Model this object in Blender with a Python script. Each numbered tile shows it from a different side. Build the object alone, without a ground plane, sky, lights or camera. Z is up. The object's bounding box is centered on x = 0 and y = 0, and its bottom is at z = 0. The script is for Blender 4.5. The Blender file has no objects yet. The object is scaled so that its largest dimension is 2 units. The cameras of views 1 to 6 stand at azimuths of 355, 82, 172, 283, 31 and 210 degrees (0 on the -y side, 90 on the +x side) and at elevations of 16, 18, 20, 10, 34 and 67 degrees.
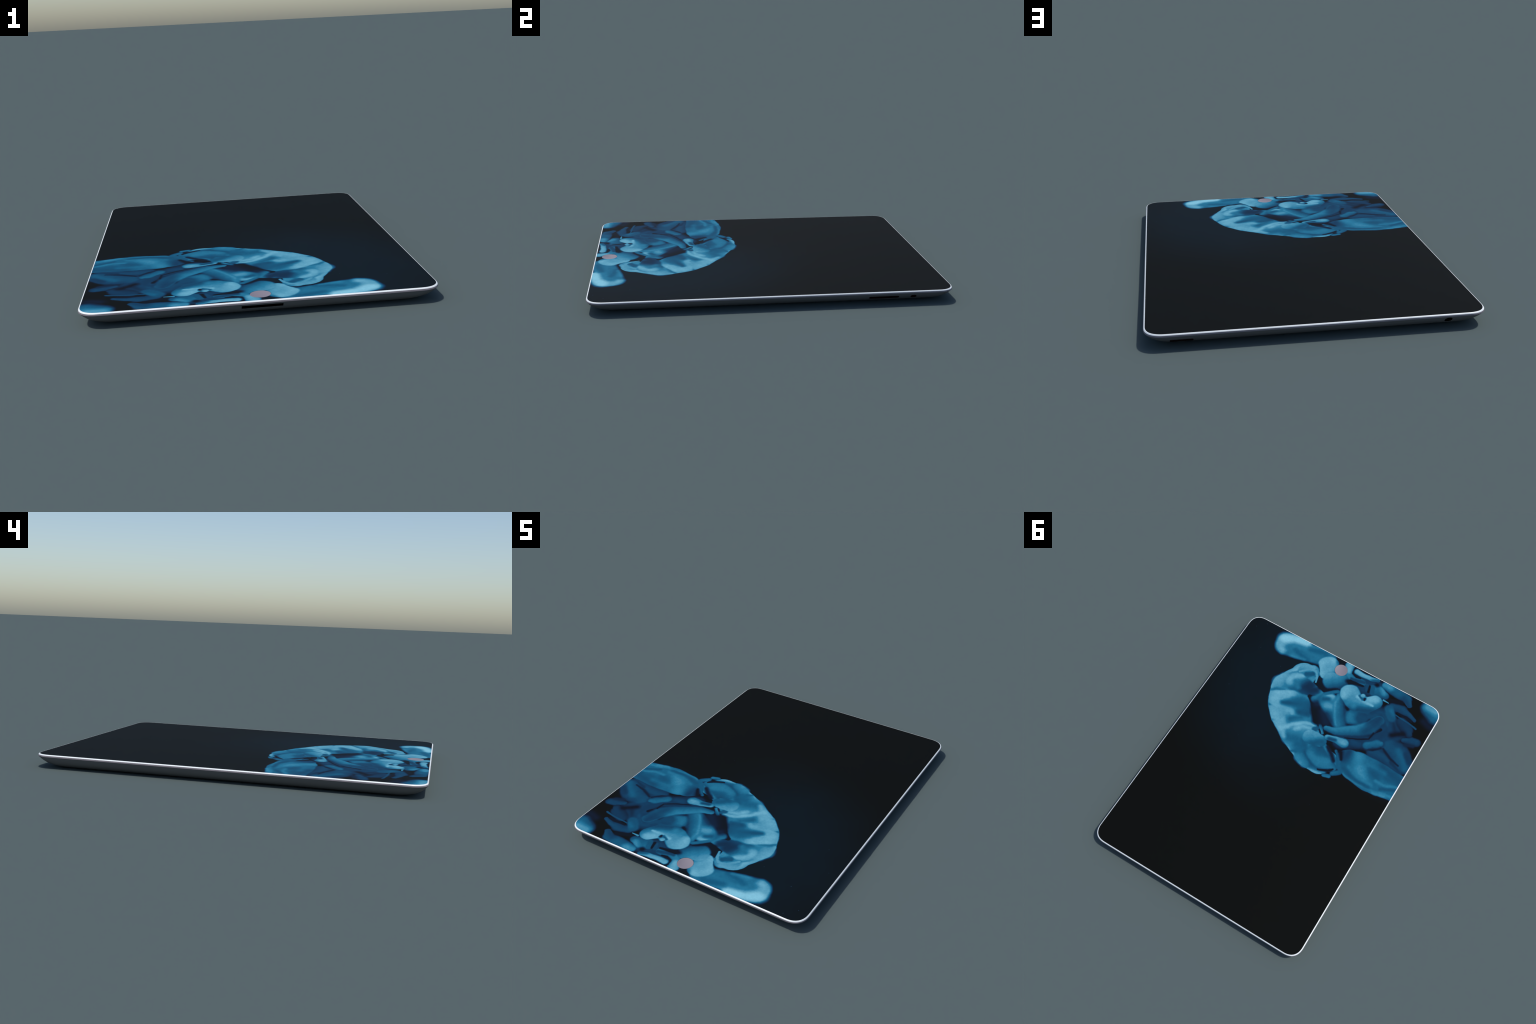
# A tablet computer lying on its back: dished aluminium case, bright bevelled rim,
# edge-to-edge glass whose screen shows a plume of blue ink drifting in dark water.
import bpy, bmesh, math
from mathutils import Vector

# ------------------------------------------------------------------ sizes (metres)
HALF_W, HALF_L = 0.7705, 1.0        # outer half width (x) and half length (y)
TOP = 0.0729                        # height of the glass face
CORNER = 0.100                      # reach of the softened corner of the outer outline
ARC = 28                            # segments per rounded corner
SQUIRCLE = 2 / 2.5                  # corner exponent: 1 would be a plain circle
BUTTON = (0.0, -0.913, 0.0462)       # home button: x, y, radius


def rounded_outline(inset, radius, arc=ARC):
    """Counter-clockwise rounded rectangle, pulled in by `inset` on all sides."""
    w, l = HALF_W - inset, HALF_L - inset
    r = min(radius, w, l)
    out = []
    for cx, cy, start in ((w - r, l - r, 0), (-w + r, l - r, 90), (-w + r, -l + r, 180), (w - r, -l + r, 270)):
        for i in range(arc + 1):
            a = math.radians(90 * i / arc)
            c, s = math.cos(a) ** SQUIRCLE, math.sin(a) ** SQUIRCLE      # eases into the straight sides
            t = math.radians(start)
            out.append((cx + r * (c * math.cos(t) - s * math.sin(t)), cy + r * (c * math.sin(t) + s * math.cos(t))))
    return out


def link(name, me, parent=None, mats=()):
    ob = bpy.data.objects.new(name, me)
    bpy.context.scene.collection.objects.link(ob)
    ob.parent = parent
    for m in mats:
        me.materials.append(m)
    return ob


def loft(name, profile, cap_first=False, cap_last=False, close=False, sharp=35):
    """Skin a list of (inset, z, corner radius) rounded-rectangle sections."""
    bm = bmesh.new()
    rings = [[bm.verts.new((x, y, z)) for x, y in rounded_outline(d, r)] for d, z, r in profile]
    n = len(rings[0])
    pairs = list(zip(rings[:-1], rings[1:])) + ([(rings[-1], rings[0])] if close else [])
    for a, b in pairs:
        for i in range(n):
            bm.faces.new((a[i], a[(i + 1) % n], b[(i + 1) % n], b[i]))
    if cap_first:
        bm.faces.new(list(reversed(rings[0])))
    if cap_last:
        bm.faces.new(rings[-1])
    bmesh.ops.recalc_face_normals(bm, faces=bm.faces[:])
    me = bpy.data.meshes.new(name)
    bm.to_mesh(me)
    bm.free()
    me.shade_smooth()
    me.set_sharp_from_angle(angle=math.radians(sharp))
    return me


# ------------------------------------------------------------------ materials
def srgb(r, g, b):
    f = lambda c: c / 12.92 if c <= 0.04045 else ((c + 0.055) / 1.055) ** 2.4
    return (f(r / 255), f(g / 255), f(b / 255), 1)


def new_material(name):
    m = bpy.data.materials.new(name)
    m.use_nodes = True
    t = m.node_tree
    return m, t, t.nodes["Principled BSDF"]


def metal(name, colour, rough, metallic=1.0, grain=0.03, spec=0.5):
    m, t, p = new_material(name)
    co = t.nodes.new("ShaderNodeTexCoord")
    no = t.nodes.new("ShaderNodeTexNoise")
    no.inputs["Scale"].default_value = 60
    t.links.new(co.outputs["Object"], no.inputs["Vector"])
    mr = t.nodes.new("ShaderNodeMapRange")
    mr.inputs["To Min"].default_value, mr.inputs["To Max"].default_value = rough - grain, rough + grain
    t.links.new(no.outputs["Fac"], mr.inputs["Value"])
    t.links.new(mr.outputs["Result"], p.inputs["Roughness"])
    p.inputs["Base Color"].default_value = colour
    p.inputs["Metallic"].default_value = metallic
    p.inputs["Specular IOR Level"].default_value = spec
    return m


def plain(name, colour, rough, spec=0.5):
    m, t, p = new_material(name)
    co = t.nodes.new("ShaderNodeTexCoord")
    no = t.nodes.new("ShaderNodeTexNoise")
    no.inputs["Scale"].default_value = 40
    t.links.new(co.outputs["Object"], no.inputs["Vector"])
    mr = t.nodes.new("ShaderNodeMapRange")
    mr.inputs["To Min"].default_value, mr.inputs["To Max"].default_value = rough - 0.03, rough + 0.03
    t.links.new(no.outputs["Fac"], mr.inputs["Value"])
    t.links.new(mr.outputs["Result"], p.inputs["Roughness"])
    p.inputs["Base Color"].default_value = colour
    p.inputs["Specular IOR Level"].default_value = spec
    return m


class Nodes:
    """Shorthand for adding math nodes to a tree."""

    def __init__(self, tree):
        self.t = tree

    def node(self, kind, op, *inputs, clamp=False):
        n = self.t.nodes.new(kind)
        n.operation = op
        for i, v in enumerate(inputs):
            self.feed(v, n.inputs[i])
        if clamp:
            c = self.t.nodes.new("ShaderNodeClamp")
            self.t.links.new(n.outputs[0], c.inputs["Value"])
            return c.outputs[0]
        return n.outputs["Value"] if op in ("DOT_PRODUCT", "LENGTH") else n.outputs[0]

    def feed(self, v, socket):
        if isinstance(v, bpy.types.NodeSocket):
            self.t.links.new(v, socket)
        elif v is not None:
            socket.default_value = v

    def math(self, op, *a, clamp=False):
        return self.node("ShaderNodeMath", op, *a, clamp=clamp)

    def vec(self, op, *a):
        return self.node("ShaderNodeVectorMath", op, *a)

    def scale(self, vector, factor):
        out = self.vec("SCALE", vector)
        self.feed(factor, out.node.inputs["Scale"])
        return out

    def ramp(self, value, lo, hi, to_lo=0.0, to_hi=1.0, smooth=True):
        n = self.t.nodes.new("ShaderNodeMapRange")
        n.interpolation_type = "SMOOTHSTEP" if smooth else "LINEAR"
        n.clamp = not smooth
        for key, v in (("Value", value), ("From Min", lo), ("From Max", hi), ("To Min", to_lo), ("To Max", to_hi)):
            self.feed(v, n.inputs[key])
        return n.outputs["Result"]

    def mix(self, kind, factor, a, b):
        n = self.t.nodes.new("ShaderNodeMix")
        n.data_type = kind
        first = {"FLOAT": 2, "VECTOR": 4, "RGBA": 6}[kind]
        for v, i in ((factor, 0), (a, first), (b, first + 1)):
            self.feed(v, n.inputs[i])
        return n.outputs[{"FLOAT": 0, "VECTOR": 1, "RGBA": 2}[kind]]


def stroke_group(segments, lit, clipped):
    """Node group: paints one chain of tapered capsules over the tone picture below it."""
    g = bpy.data.node_groups.new(f"stroke_{segments}{'_lit' if lit else ''}{'_inside' if clipped else ''}", "ShaderNodeTree")
    new = lambda name, kind: g.interface.new_socket(name, in_out="INPUT", socket_type=kind)
    new("Position", "NodeSocketVector")
    new("Below", "NodeSocketFloat")
    new("Inside", "NodeSocketFloat")
    new("Tone", "NodeSocketFloat")
    new("Light", "NodeSocketVector")
    new("Core", "NodeSocketFloat")
    new("Strength", "NodeSocketFloat")
    new("Edge", "NodeSocketFloat")
    for i in range(segments):
        for name, kind in (("Start", "NodeSocketVector"), ("Along", "NodeSocketVector"), ("Back", "NodeSocketVector"), ("Radius", "NodeSocketFloat"), ("Taper", "NodeSocketFloat")):
            new(f"{name} {i}", kind)
    g.interface.new_socket("Tone", in_out="OUTPUT", socket_type="NodeSocketFloat")
    g.interface.new_socket("Mask", in_out="OUTPUT", socket_type="NodeSocketFloat")
    k, i_ = Nodes(g), g.nodes.new("NodeGroupInput").outputs
    best_n = best_k = None
    for i in range(segments):
        d = k.vec("SUBTRACT", i_["Position"], i_[f"Start {i}"])
        h = k.math("MULTIPLY", k.vec("DOT_PRODUCT", d, i_[f"Along {i}"]), 1.0, clamp=True)
        off = k.vec("ADD", k.scale(i_[f"Back {i}"], h), d)
        n = k.scale(off, k.math("DIVIDE", 1.0, k.math("MULTIPLY_ADD", h, i_[f"Taper {i}"], i_[f"Radius {i}"])))
        r = k.vec("LENGTH", n)
        if best_k is None:
            best_n, best_k = n, r
        else:
            if lit:
                best_n = k.mix("VECTOR", k.math("LESS_THAN", r, best_k), best_n, n)
            best_k = k.math("MINIMUM", r, best_k)
    tone = i_["Tone"]
    if lit:
        shade = k.math("MULTIPLY", k.math("MULTIPLY", best_k, best_k), i_["Edge"])
        tone = k.math("SUBTRACT", k.math("ADD", k.vec("DOT_PRODUCT", best_n, i_["Light"]), tone), shade, clamp=True)
    mask = k.ramp(best_k, 1.0, i_["Core"], 0.0, i_["Strength"])
    if clipped:
        mask = k.math("MULTIPLY", mask, i_["Inside"])
    out = g.nodes.new("NodeGroupOutput")
    g.links.new(k.mix("FLOAT", mask, i_["Below"], tone), out.inputs["Tone"])
    g.links.new(mask, out.inputs["Mask"])
    return g


class Painter:
    """Paints a one-channel `tone` picture on the glass plane with shader nodes.

    lobe(): an opaque rounded body, lit from one side like a soft tube.
    patch(): an airbrushed light or dark area, kept inside a lobe.
    hollow(): a soft unclipped stroke: gaps, filling tones, painted shadows around lobes, a highlight.
    """
    groups = {}

    def __init__(self, tree, position, tone, window):
        self.t, self.p, self.tone, self.window = tree, position, tone, window
        self.named, self.last, self.count = {}, None, 0

    def misses(self, chain):
        """True if the stroke stays clear of this pane of the glass."""
        x0, x1, y0, y1 = self.window
        return (max(x + r for x, y, r in chain) < x0 or min(x - r for x, y, r in chain) > x1
                or max(y + r for x, y, r in chain) < y0 or min(y - r for x, y, r in chain) > y1
                or not any(self.capsule_hits(a, b) for a, b in zip(chain[:-1] or chain, chain[1:] or chain)))

    def capsule_hits(self, a, b):
        x0, x1, y0, y1 = self.window
        for i in range(17):
            f = i / 16
            x, y, r = (p + f * (q - p) for p, q in zip(a, b))
            dx, dy = max(x0 - x, 0, x - x1), max(y0 - y, 0, y - y1)
            if dx * dx + dy * dy < (r + 0.01) ** 2:
                return True
        return False

    def stroke(self, chain, tone, light, soft, strength, inside):
        if self.misses(chain):
            return None
        self.count += 1
        if len(chain) == 1:
            (x, y, r), = chain
            chain = [(x - 0.0005, y, r), (x + 0.0005, y, r)]
        key = (len(chain) - 1, light is not None, inside is not None)
        if key not in self.groups:
            self.groups[key] = stroke_group(*key)
        n = self.t.nodes.new("ShaderNodeGroup")
        n.node_tree = self.groups[key]
        i = n.inputs
        self.t.links.new(self.p, i["Position"])
        self.t.links.new(self.tone, i["Below"])
        if inside is not None:
            self.t.links.new(inside, i["Inside"])
        i["Tone"].default_value, i["Core"].default_value, i["Strength"].default_value = tone, 1.0 - soft, strength
        if light:
            a = math.radians(light[0])
            i["Light"].default_value = (light[1] * math.cos(a), light[1] * math.sin(a), 0)
            i["Edge"].default_value = light[2]
        for s, ((ax, ay, ra), (bx, by, rb)) in enumerate(zip(chain[:-1], chain[1:])):
            e = Vector((bx - ax, by - ay, 0))
            i[f"Start {s}"].default_value = (ax, ay, 0)
            i[f"Along {s}"].default_value = e / e.length_squared
            i[f"Back {s}"].default_value = -e
            i[f"Radius {s}"].default_value = ra
            i[f"Taper {s}"].default_value = rb - ra
        self.tone = n.outputs["Tone"]
        return n.outputs["Mask"]

    def lobe(self, *chain, tone=0.5, light=None, soft=0.12, strength=1.0, name=None):
        self.last = self.stroke(chain, tone, light, soft, strength, None)
        if name:
            self.named[name] = self.last

    def hollow(self, *chain, tone=0.04, soft=0.7, strength=1.0):
        self.stroke(chain, tone, None, soft, strength, None)

    def patch(self, *chain, tone=0.5, soft=1.0, strength=1.0, on=None):
        inside = self.named[on] if on else self.last
        if inside is not None:
            self.stroke(chain, tone, None, soft, strength, inside)


def paint_plume(ink):
    """The ink plume, back to front: chains of (x, y, radius) in metres on the glass."""
    # drifting arm
    ink.lobe((0.432, -0.893, 0.1059), (0.387, -0.894, 0.0918), (0.298, -0.905, 0.0812), (0.142, -0.946, 0.0844), tone=0.52, soft=0.288, light=(-32, 0.12, 0.02))
    ink.hollow((0.480, -0.924, 0.0713), (0.417, -0.962, 0.0565), (0.312, -0.984, 0.0474), tone=0.98, soft=0.8)
    ink.patch((0.493, -0.871, 0.0518), (0.444, -0.839, 0.0515), tone=0.8, soft=1)
    ink.patch((0.367, -0.887, 0.0310), (0.310, -0.873, 0.0352), (0.245, -0.870, 0.0293), tone=0.3, soft=1, strength=0.5)
    ink.patch((0.267, -0.943, 0.0442), (0.164, -0.975, 0.0514), tone=0.34, soft=1, strength=0.7)
    ink.patch((0.359, -0.830, 0.0366), (0.271, -0.842, 0.0292), tone=0.6, soft=1, strength=0.7)
    ink.patch((0.321, -0.891, 0.0294), (0.214, -0.889, 0.0366), tone=0.46, soft=1, strength=0.8)
    # dim leaves
    ink.lobe((-0.250, -0.686, 0.1305), (-0.420, -0.699, 0.1341), (-0.531, -0.687, 0.1149), tone=0.27, soft=0.5)
    ink.hollow((-0.267, -0.431, 0.0820), (-0.411, -0.513, 0.0874), tone=0.2, soft=0.7)
    ink.lobe((-0.520, -0.544, 0.0863), (-0.634, -0.580, 0.0770), tone=0.2, soft=0.6)
    ink.hollow((-0.531, -0.652, 0.0825), (-0.594, -0.719, 0.0718), tone=0.2, soft=0.7)
    ink.lobe((-0.210, -0.897, 0.1048), (-0.289, -0.911, 0.0903), tone=0.23, soft=0.6)
    ink.hollow((-0.468, -0.522, 0.0818), (-0.539, -0.656, 0.0825), tone=0.24, soft=0.8)
    ink.lobe((-0.500, -0.464, 0.0546), (-0.590, -0.470, 0.0520), (-0.722, -0.442, 0.0328), tone=0.27, soft=0.5, light=(-88, 0.07, 0.10))
    ink.lobe((-0.647, -0.472, 0.0269), (-0.735, -0.455, 0.0312), tone=0.17, soft=0.6)
    ink.hollow((-0.597, -0.563, 0.0948), (-0.676, -0.548, 0.1124), (-0.748, -0.491, 0.0904), tone=0.15, soft=0.85, strength=0.4)
    ink.lobe((-0.586, -0.568, 0.0691), (-0.663, -0.553, 0.0829), (-0.738, -0.495, 0.0657), tone=0.3, soft=0.288, light=(-2, 0.07, 0.10))
    ink.patch((-0.642, -0.574, 0.0340), (-0.707, -0.525, 0.0405), (-0.743, -0.476, 0.0335), tone=0.38, soft=1)
    ink.patch((-0.700, -0.576, 0.0339), (-0.741, -0.535, 0.0337), tone=0.2, soft=1)
    ink.hollow((-0.549, -0.528, 0.0142), (-0.617, -0.492, 0.0173), (-0.692, -0.472, 0.0108), tone=0.09, soft=0.85)
    ink.lobe((-0.636, -0.660, 0.0240), (-0.685, -0.679, 0.0441), (-0.719, -0.689, 0.0383), tone=0.25, soft=0.48, light=(-43, 0.08, 0.10))
    ink.hollow((-0.663, -0.637, 0.0308), (-0.708, -0.654, 0.0273), tone=0.12, soft=1)
    ink.lobe((-0.560, -0.774, 0.0511), (-0.617, -0.740, 0.0556), (-0.644, -0.717, 0.0338), tone=0.2, soft=0.4, light=(-89, 0.07, 0.10))
    ink.hollow((-0.498, -0.805, 0.0067), (-0.593, -0.794, 0.0089), (-0.664, -0.783, 0.0100), tone=0.3, soft=0.7)
    ink.lobe((-0.449, -0.850, 0.0370), (-0.520, -0.859, 0.0467), (-0.564, -0.851, 0.0255), (-0.628, -0.833, 0.0166), tone=0.27, soft=0.48, light=(-71, 0.05, 0.10))
    ink.hollow((-0.498, -0.825, 0.0101), (-0.569, -0.822, 0.0212), (-0.614, -0.813, 0.0145), tone=0.06, soft=0.8)
    # edge folds
    ink.lobe((-0.331, -0.966, 0.0351), (-0.432, -0.957, 0.0473), (-0.510, -0.952, 0.0446), (-0.547, -0.916, 0.0222), tone=0.36, soft=0.4, light=(-43, 0.10, 0.10))
    ink.patch((-0.308, -0.970, 0.0430), (-0.368, -0.971, 0.0429), tone=0.62, soft=0.9)
    ink.patch((-0.495, -0.943, 0.0637), (-0.541, -0.913, 0.0423), tone=0.22, soft=1, strength=0.8)
    ink.hollow((-0.316, -0.886, 0.0896), (-0.365, -0.892, 0.0545), tone=0.15, soft=0.85, strength=0.4)
    ink.lobe((-0.305, -0.891, 0.0648), (-0.359, -0.894, 0.0373), tone=0.4, soft=0.32000000000000006, light=(-52, 0.12, 0.10))
    ink.patch((-0.322, -0.934, 0.0393), (-0.346, -0.910, 0.0356), tone=0.62, soft=0.9)
    ink.hollow((-0.410, -0.876, 0.0272), (-0.485, -0.905, 0.0294), tone=0.05, soft=0.75)
    ink.lobe((-0.676, -0.961, 0.0762), (-0.744, -0.931, 0.0830), tone=0.46, soft=0.5, light=(-76, 0.26, 0.10))
    ink.patch((-0.662, -0.970, 0.0493), (-0.729, -0.965, 0.0491), tone=0.68, soft=1)
    ink.hollow((-0.683, -0.861, 0.0487), (-0.747, -0.843, 0.0485), tone=0.08, soft=1)
    # veil
    ink.lobe((-0.473, -0.703, 0.0897), (-0.526, -0.678, 0.0628), tone=0.24, soft=0.5, light=(-43, 0.05, 0.10))
    ink.patch((-0.406, -0.771, 0.0280), (-0.471, -0.707, 0.0347), tone=0.31, soft=1)
    ink.patch((-0.523, -0.739, 0.0278), (-0.551, -0.688, 0.0345), tone=0.14, soft=1)
    ink.lobe((-0.402, -0.705, 0.0603), (-0.456, -0.652, 0.0599), tone=0.28, soft=0.5, light=(-33, 0.05, 0.10))
    ink.lobe((-0.436, -0.818, 0.0445), (-0.481, -0.771, 0.0419), tone=0.33, soft=0.5)
    ink.patch((-0.452, -0.817, 0.0281), (-0.481, -0.800, 0.0280), tone=0.42, soft=1)
    ink.hollow((-0.546, -0.651, 0.0413), (-0.608, -0.701, 0.0413), tone=0.05, soft=1)
    ink.lobe((-0.427, -0.587, 0.0161), (-0.463, -0.649, 0.0161), tone=0.04, soft=0.6)
    ink.lobe((-0.463, -0.576, 0.0320), (-0.501, -0.633, 0.0276), tone=0.22, soft=0.6)
    # crown ring
    ink.lobe((0.212, -0.744, 0.0960), (0.228, -0.595, 0.1420), (0.180, -0.496, 0.1521), (0.118, -0.429, 0.1507), (0.039, -0.366, 0.1432), (-0.023, -0.322, 0.1299), (-0.087, -0.282, 0.1214), (-0.151, -0.250, 0.1206), (-0.216, -0.234, 0.1053), (-0.261, -0.251, 0.0807), tone=0.6, soft=0.07, name="crown")
    ink.patch((0.332, -0.567, 0.0856), (0.279, -0.464, 0.0846), (0.204, -0.376, 0.1044), (0.096, -0.316, 0.0758), tone=0.8, soft=1)
    ink.patch((0.234, -0.815, 0.0581), (0.280, -0.726, 0.0578), (0.317, -0.612, 0.0645), tone=0.8, soft=0.9)
    ink.patch((0.328, -0.587, 0.0429), (0.310, -0.635, 0.0180), tone=0.55, soft=1, strength=0.6)
    ink.patch((0.157, -0.845, 0.0436), (0.213, -0.834, 0.0218), tone=0.48, soft=1, strength=0.8)
    ink.patch((-0.024, -0.252, 0.0545), (-0.064, -0.193, 0.0541), tone=0.5, soft=1)
    ink.patch((-0.079, -0.270, 0.0408), (-0.113, -0.212, 0.0541), (-0.183, -0.179, 0.0570), (-0.249, -0.186, 0.0335), tone=0.32, soft=1)
    ink.patch((0.004, -0.207, 0.0204), (-0.039, -0.172, 0.0271), (-0.094, -0.135, 0.0302), (-0.183, -0.129, 0.0267), (-0.270, -0.150, 0.0173), tone=0.76, soft=1)
    ink.patch((-0.118, -0.154, 0.0081), (-0.172, -0.139, 0.0094), tone=0.42, soft=1, strength=0.7)
    ink.patch((0.301, -0.616, 0.0215), (0.310, -0.665, 0.0216), (0.288, -0.720, 0.0188), (0.238, -0.761, 0.0174), tone=0.55, soft=1, strength=0.8)
    ink.lobe((0.311, -0.601, 0.0801), (0.295, -0.644, 0.0703), tone=0.68, soft=0.48, light=(-17, 0.16, 0.10))
    ink.lobe((0.274, -0.502, 0.0743), (0.240, -0.529, 0.0694), tone=0.7, soft=0.48, light=(15, 0.14, 0.10))
    ink.lobe((0.204, -0.405, 0.0734), (0.166, -0.423, 0.0636), tone=0.68, soft=0.48, light=(15, 0.14, 0.10))
    ink.lobe((0.089, -0.318, 0.0676), (0.053, -0.329, 0.0579), tone=0.64, soft=0.48, light=(10, 0.14, 0.10))
    ink.lobe((0.010, -0.259, 0.0526), (-0.024, -0.235, 0.0524), tone=0.56, soft=0.48, light=(21, 0.14, 0.10))
    ink.lobe((-0.091, -0.182, 0.0496), (-0.144, -0.160, 0.0447), tone=0.54, soft=0.48, light=(53, 0.14, 0.10))
    ink.patch((0.353, -0.516, 0.0171), (0.304, -0.548, 0.0242), (0.261, -0.563, 0.0171), tone=0.46, soft=1, on="crown")
    ink.patch((0.296, -0.415, 0.0169), (0.248, -0.448, 0.0254), (0.209, -0.477, 0.0211), tone=0.44, soft=1, on="crown")
    ink.patch((0.214, -0.324, 0.0167), (0.169, -0.351, 0.0236), (0.136, -0.383, 0.0181), tone=0.46, soft=1, on="crown")
    ink.patch((0.066, -0.242, 0.0151), (0.039, -0.281, 0.0220), tone=0.42, soft=1, on="crown")
    ink.patch((-0.014, -0.185, 0.0136), (-0.047, -0.205, 0.0231), tone=0.4, soft=1, on="crown")
    ink.hollow((-0.183, -0.260, 0.1032), (-0.237, -0.239, 0.0967), (-0.334, -0.234, 0.0424), tone=0.15, soft=0.85, strength=0.3)
    ink.lobe((-0.170, -0.264, 0.0758), (-0.225, -0.243, 0.0707), (-0.329, -0.236, 0.0281), tone=0.47, soft=0.32000000000000006, light=(69, 0.10, 0.10))
    ink.patch((-0.185, -0.296, 0.0678), (-0.236, -0.311, 0.0542), tone=0.33, soft=1)
    ink.patch((-0.219, -0.228, 0.0471), (-0.271, -0.249, 0.0404), tone=0.53, soft=1)
    ink.patch((-0.132, -0.241, 0.0271), (-0.189, -0.220, 0.0270), tone=0.52, soft=1)
    ink.hollow((-0.242, -0.172, 0.0107), (-0.303, -0.195, 0.0214), (-0.331, -0.223, 0.0107), tone=0.05, soft=0.8)
    ink.lobe((-0.296, -0.155, 0.0187), (-0.330, -0.165, 0.0214), tone=0.46, soft=0.5, light=(120, 0.10, 0.10))
    ink.lobe((-0.343, -0.195, 0.0245), (-0.380, -0.224, 0.0245), tone=0.42, soft=0.5, light=(-60, 0.08, 0.10))
    ink.lobe((0.210, -0.775, 0.0708), (0.167, -0.808, 0.0481), (0.138, -0.795, 0.0354), tone=0.6, soft=0.32000000000000006, light=(-46, 0.16, 0.10))
    ink.patch((0.244, -0.815, 0.0436), (0.180, -0.831, 0.0291), tone=0.74, soft=1)
    ink.hollow((0.202, -0.657, 0.1220), (0.114, -0.662, 0.0865), (0.017, -0.682, 0.0291), tone=0.15, soft=0.85, strength=0.25)
    ink.lobe((0.216, -0.663, 0.0901), (0.124, -0.666, 0.0624), (0.020, -0.683, 0.0174), tone=0.52, soft=0.24, light=(-27, 0.30, 0.10))
    ink.patch((0.273, -0.652, 0.0646), (0.245, -0.711, 0.0432), (0.204, -0.730, 0.0360), tone=0.8, soft=1)
    ink.patch((0.125, -0.684, 0.0998), (0.134, -0.648, 0.0996), (0.071, -0.681, 0.0499), tone=0.16, soft=0.9)
    ink.patch((0.232, -0.671, 0.0359), (0.188, -0.632, 0.0357), tone=0.5, soft=1)
    ink.lobe((0.265, -0.484, 0.0741), (0.170, -0.516, 0.0961), (0.112, -0.526, 0.0812), (0.075, -0.473, 0.0807), tone=0.68, soft=0.256)
    ink.patch((0.283, -0.538, 0.0993), (0.194, -0.581, 0.0639), (0.112, -0.584, 0.0354), tone=0.8, soft=0.9)
    ink.patch((0.223, -0.475, 0.0317), (0.163, -0.512, 0.0599), (0.069, -0.546, 0.1053), tone=0.29, soft=1, strength=0.92)
    ink.patch((0.172, -0.536, 0.0353), (0.106, -0.565, 0.0424), tone=0.42, soft=1, strength=0.7)
    ink.patch((0.040, -0.489, 0.0907), (0.083, -0.474, 0.0490), tone=0.22, soft=1)
    ink.patch((0.137, -0.581, 0.0849), (0.079, -0.511, 0.0981), (0.030, -0.437, 0.0833), tone=0.4, soft=1, strength=0.55, on="crown")
    ink.patch((0.199, -0.402, 0.0768), (0.146, -0.441, 0.0490), tone=0.74, soft=1)
    ink.patch((0.283, -0.461, 0.0705), (0.255, -0.408, 0.0701), tone=0.8, soft=1, strength=0.9)
    ink.lobe((0.125, -0.364, 0.0631), (0.014, -0.427, 0.0534), (-0.047, -0.445, 0.0388), tone=0.52, soft=0.5, light=(-50, 0.06, 0.10))
    ink.patch((0.135, -0.381, 0.0417), (0.057, -0.447, 0.0349), tone=0.4, soft=1)
    ink.patch((0.192, -0.381, 0.0905), (0.151, -0.348, 0.0624), tone=0.76, soft=1)
    ink.patch((0.217, -0.371, 0.0628), (0.150, -0.320, 0.0623), tone=0.78, soft=1, on="crown")
    ink.lobe((0.041, -0.285, 0.0815), (-0.021, -0.352, 0.0827), (-0.064, -0.390, 0.0530), tone=0.6, soft=0.32000000000000006)
    ink.patch((0.128, -0.294, 0.0345), (0.080, -0.366, 0.0291), (0.010, -0.421, 0.0264), (-0.062, -0.445, 0.0222), tone=0.82, soft=0.9, on="crown")
    ink.patch((0.067, -0.269, 0.0617), (-0.001, -0.283, 0.0820), (-0.056, -0.233, 0.0611), tone=0.4, soft=1, on="crown")
    ink.patch((0.045, -0.351, 0.0311), (0.009, -0.393, 0.0311), (-0.047, -0.402, 0.0276), tone=0.78, soft=1)
    ink.patch((0.107, -0.279, 0.0413), (0.080, -0.256, 0.0309), tone=0.74, soft=1, on="crown")
    ink.patch((-0.049, -0.296, 0.0410), (-0.077, -0.257, 0.0408), tone=0.38, soft=1, on="crown")
    ink.lobe((-0.075, -0.414, 0.0276), (-0.089, -0.434, 0.0207), tone=0.34, soft=0.6)
    ink.lobe((-0.074, -0.476, 0.0107), (-0.109, -0.446, 0.0155), (-0.135, -0.416, 0.0135), tone=0.55, soft=0.5, light=(9, 0.20, 0.10))
    ink.hollow((-0.105, -0.426, 0.0088), (-0.120, -0.410, 0.0099), tone=0.1, soft=0.8)
    # hollows
    ink.lobe((0.085, -0.616, 0.0199), (0.032, -0.587, 0.0395), (-0.015, -0.529, 0.0514), (-0.054, -0.489, 0.0574), tone=0.03, soft=0.5)
    ink.lobe((-0.088, -0.496, 0.0324), (-0.153, -0.507, 0.0185), tone=0.03, soft=0.6)
    ink.lobe((0.103, -0.781, 0.0192), (0.053, -0.722, 0.0334), (0.011, -0.712, 0.0214), tone=0.03, soft=0.5)
    ink.hollow((-0.219, -0.345, 0.0229), (-0.265, -0.312, 0.0282), (-0.304, -0.275, 0.0216), tone=0.08, soft=0.85)
    # heart puffs
    ink.lobe((0.039, -0.618, 0.0421), (0.018, -0.661, 0.0298), tone=0.45, soft=0.48, light=(-51, 0.20, 0.10))
    ink.hollow((0.015, -0.586, 0.0493), (-0.017, -0.600, 0.0422), tone=0.1, soft=1)
    ink.hollow((-0.057, -0.646, 0.1077), (-0.112, -0.604, 0.1101), (-0.185, -0.529, 0.0563), tone=0.15, soft=0.85, strength=0.4)
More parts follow.
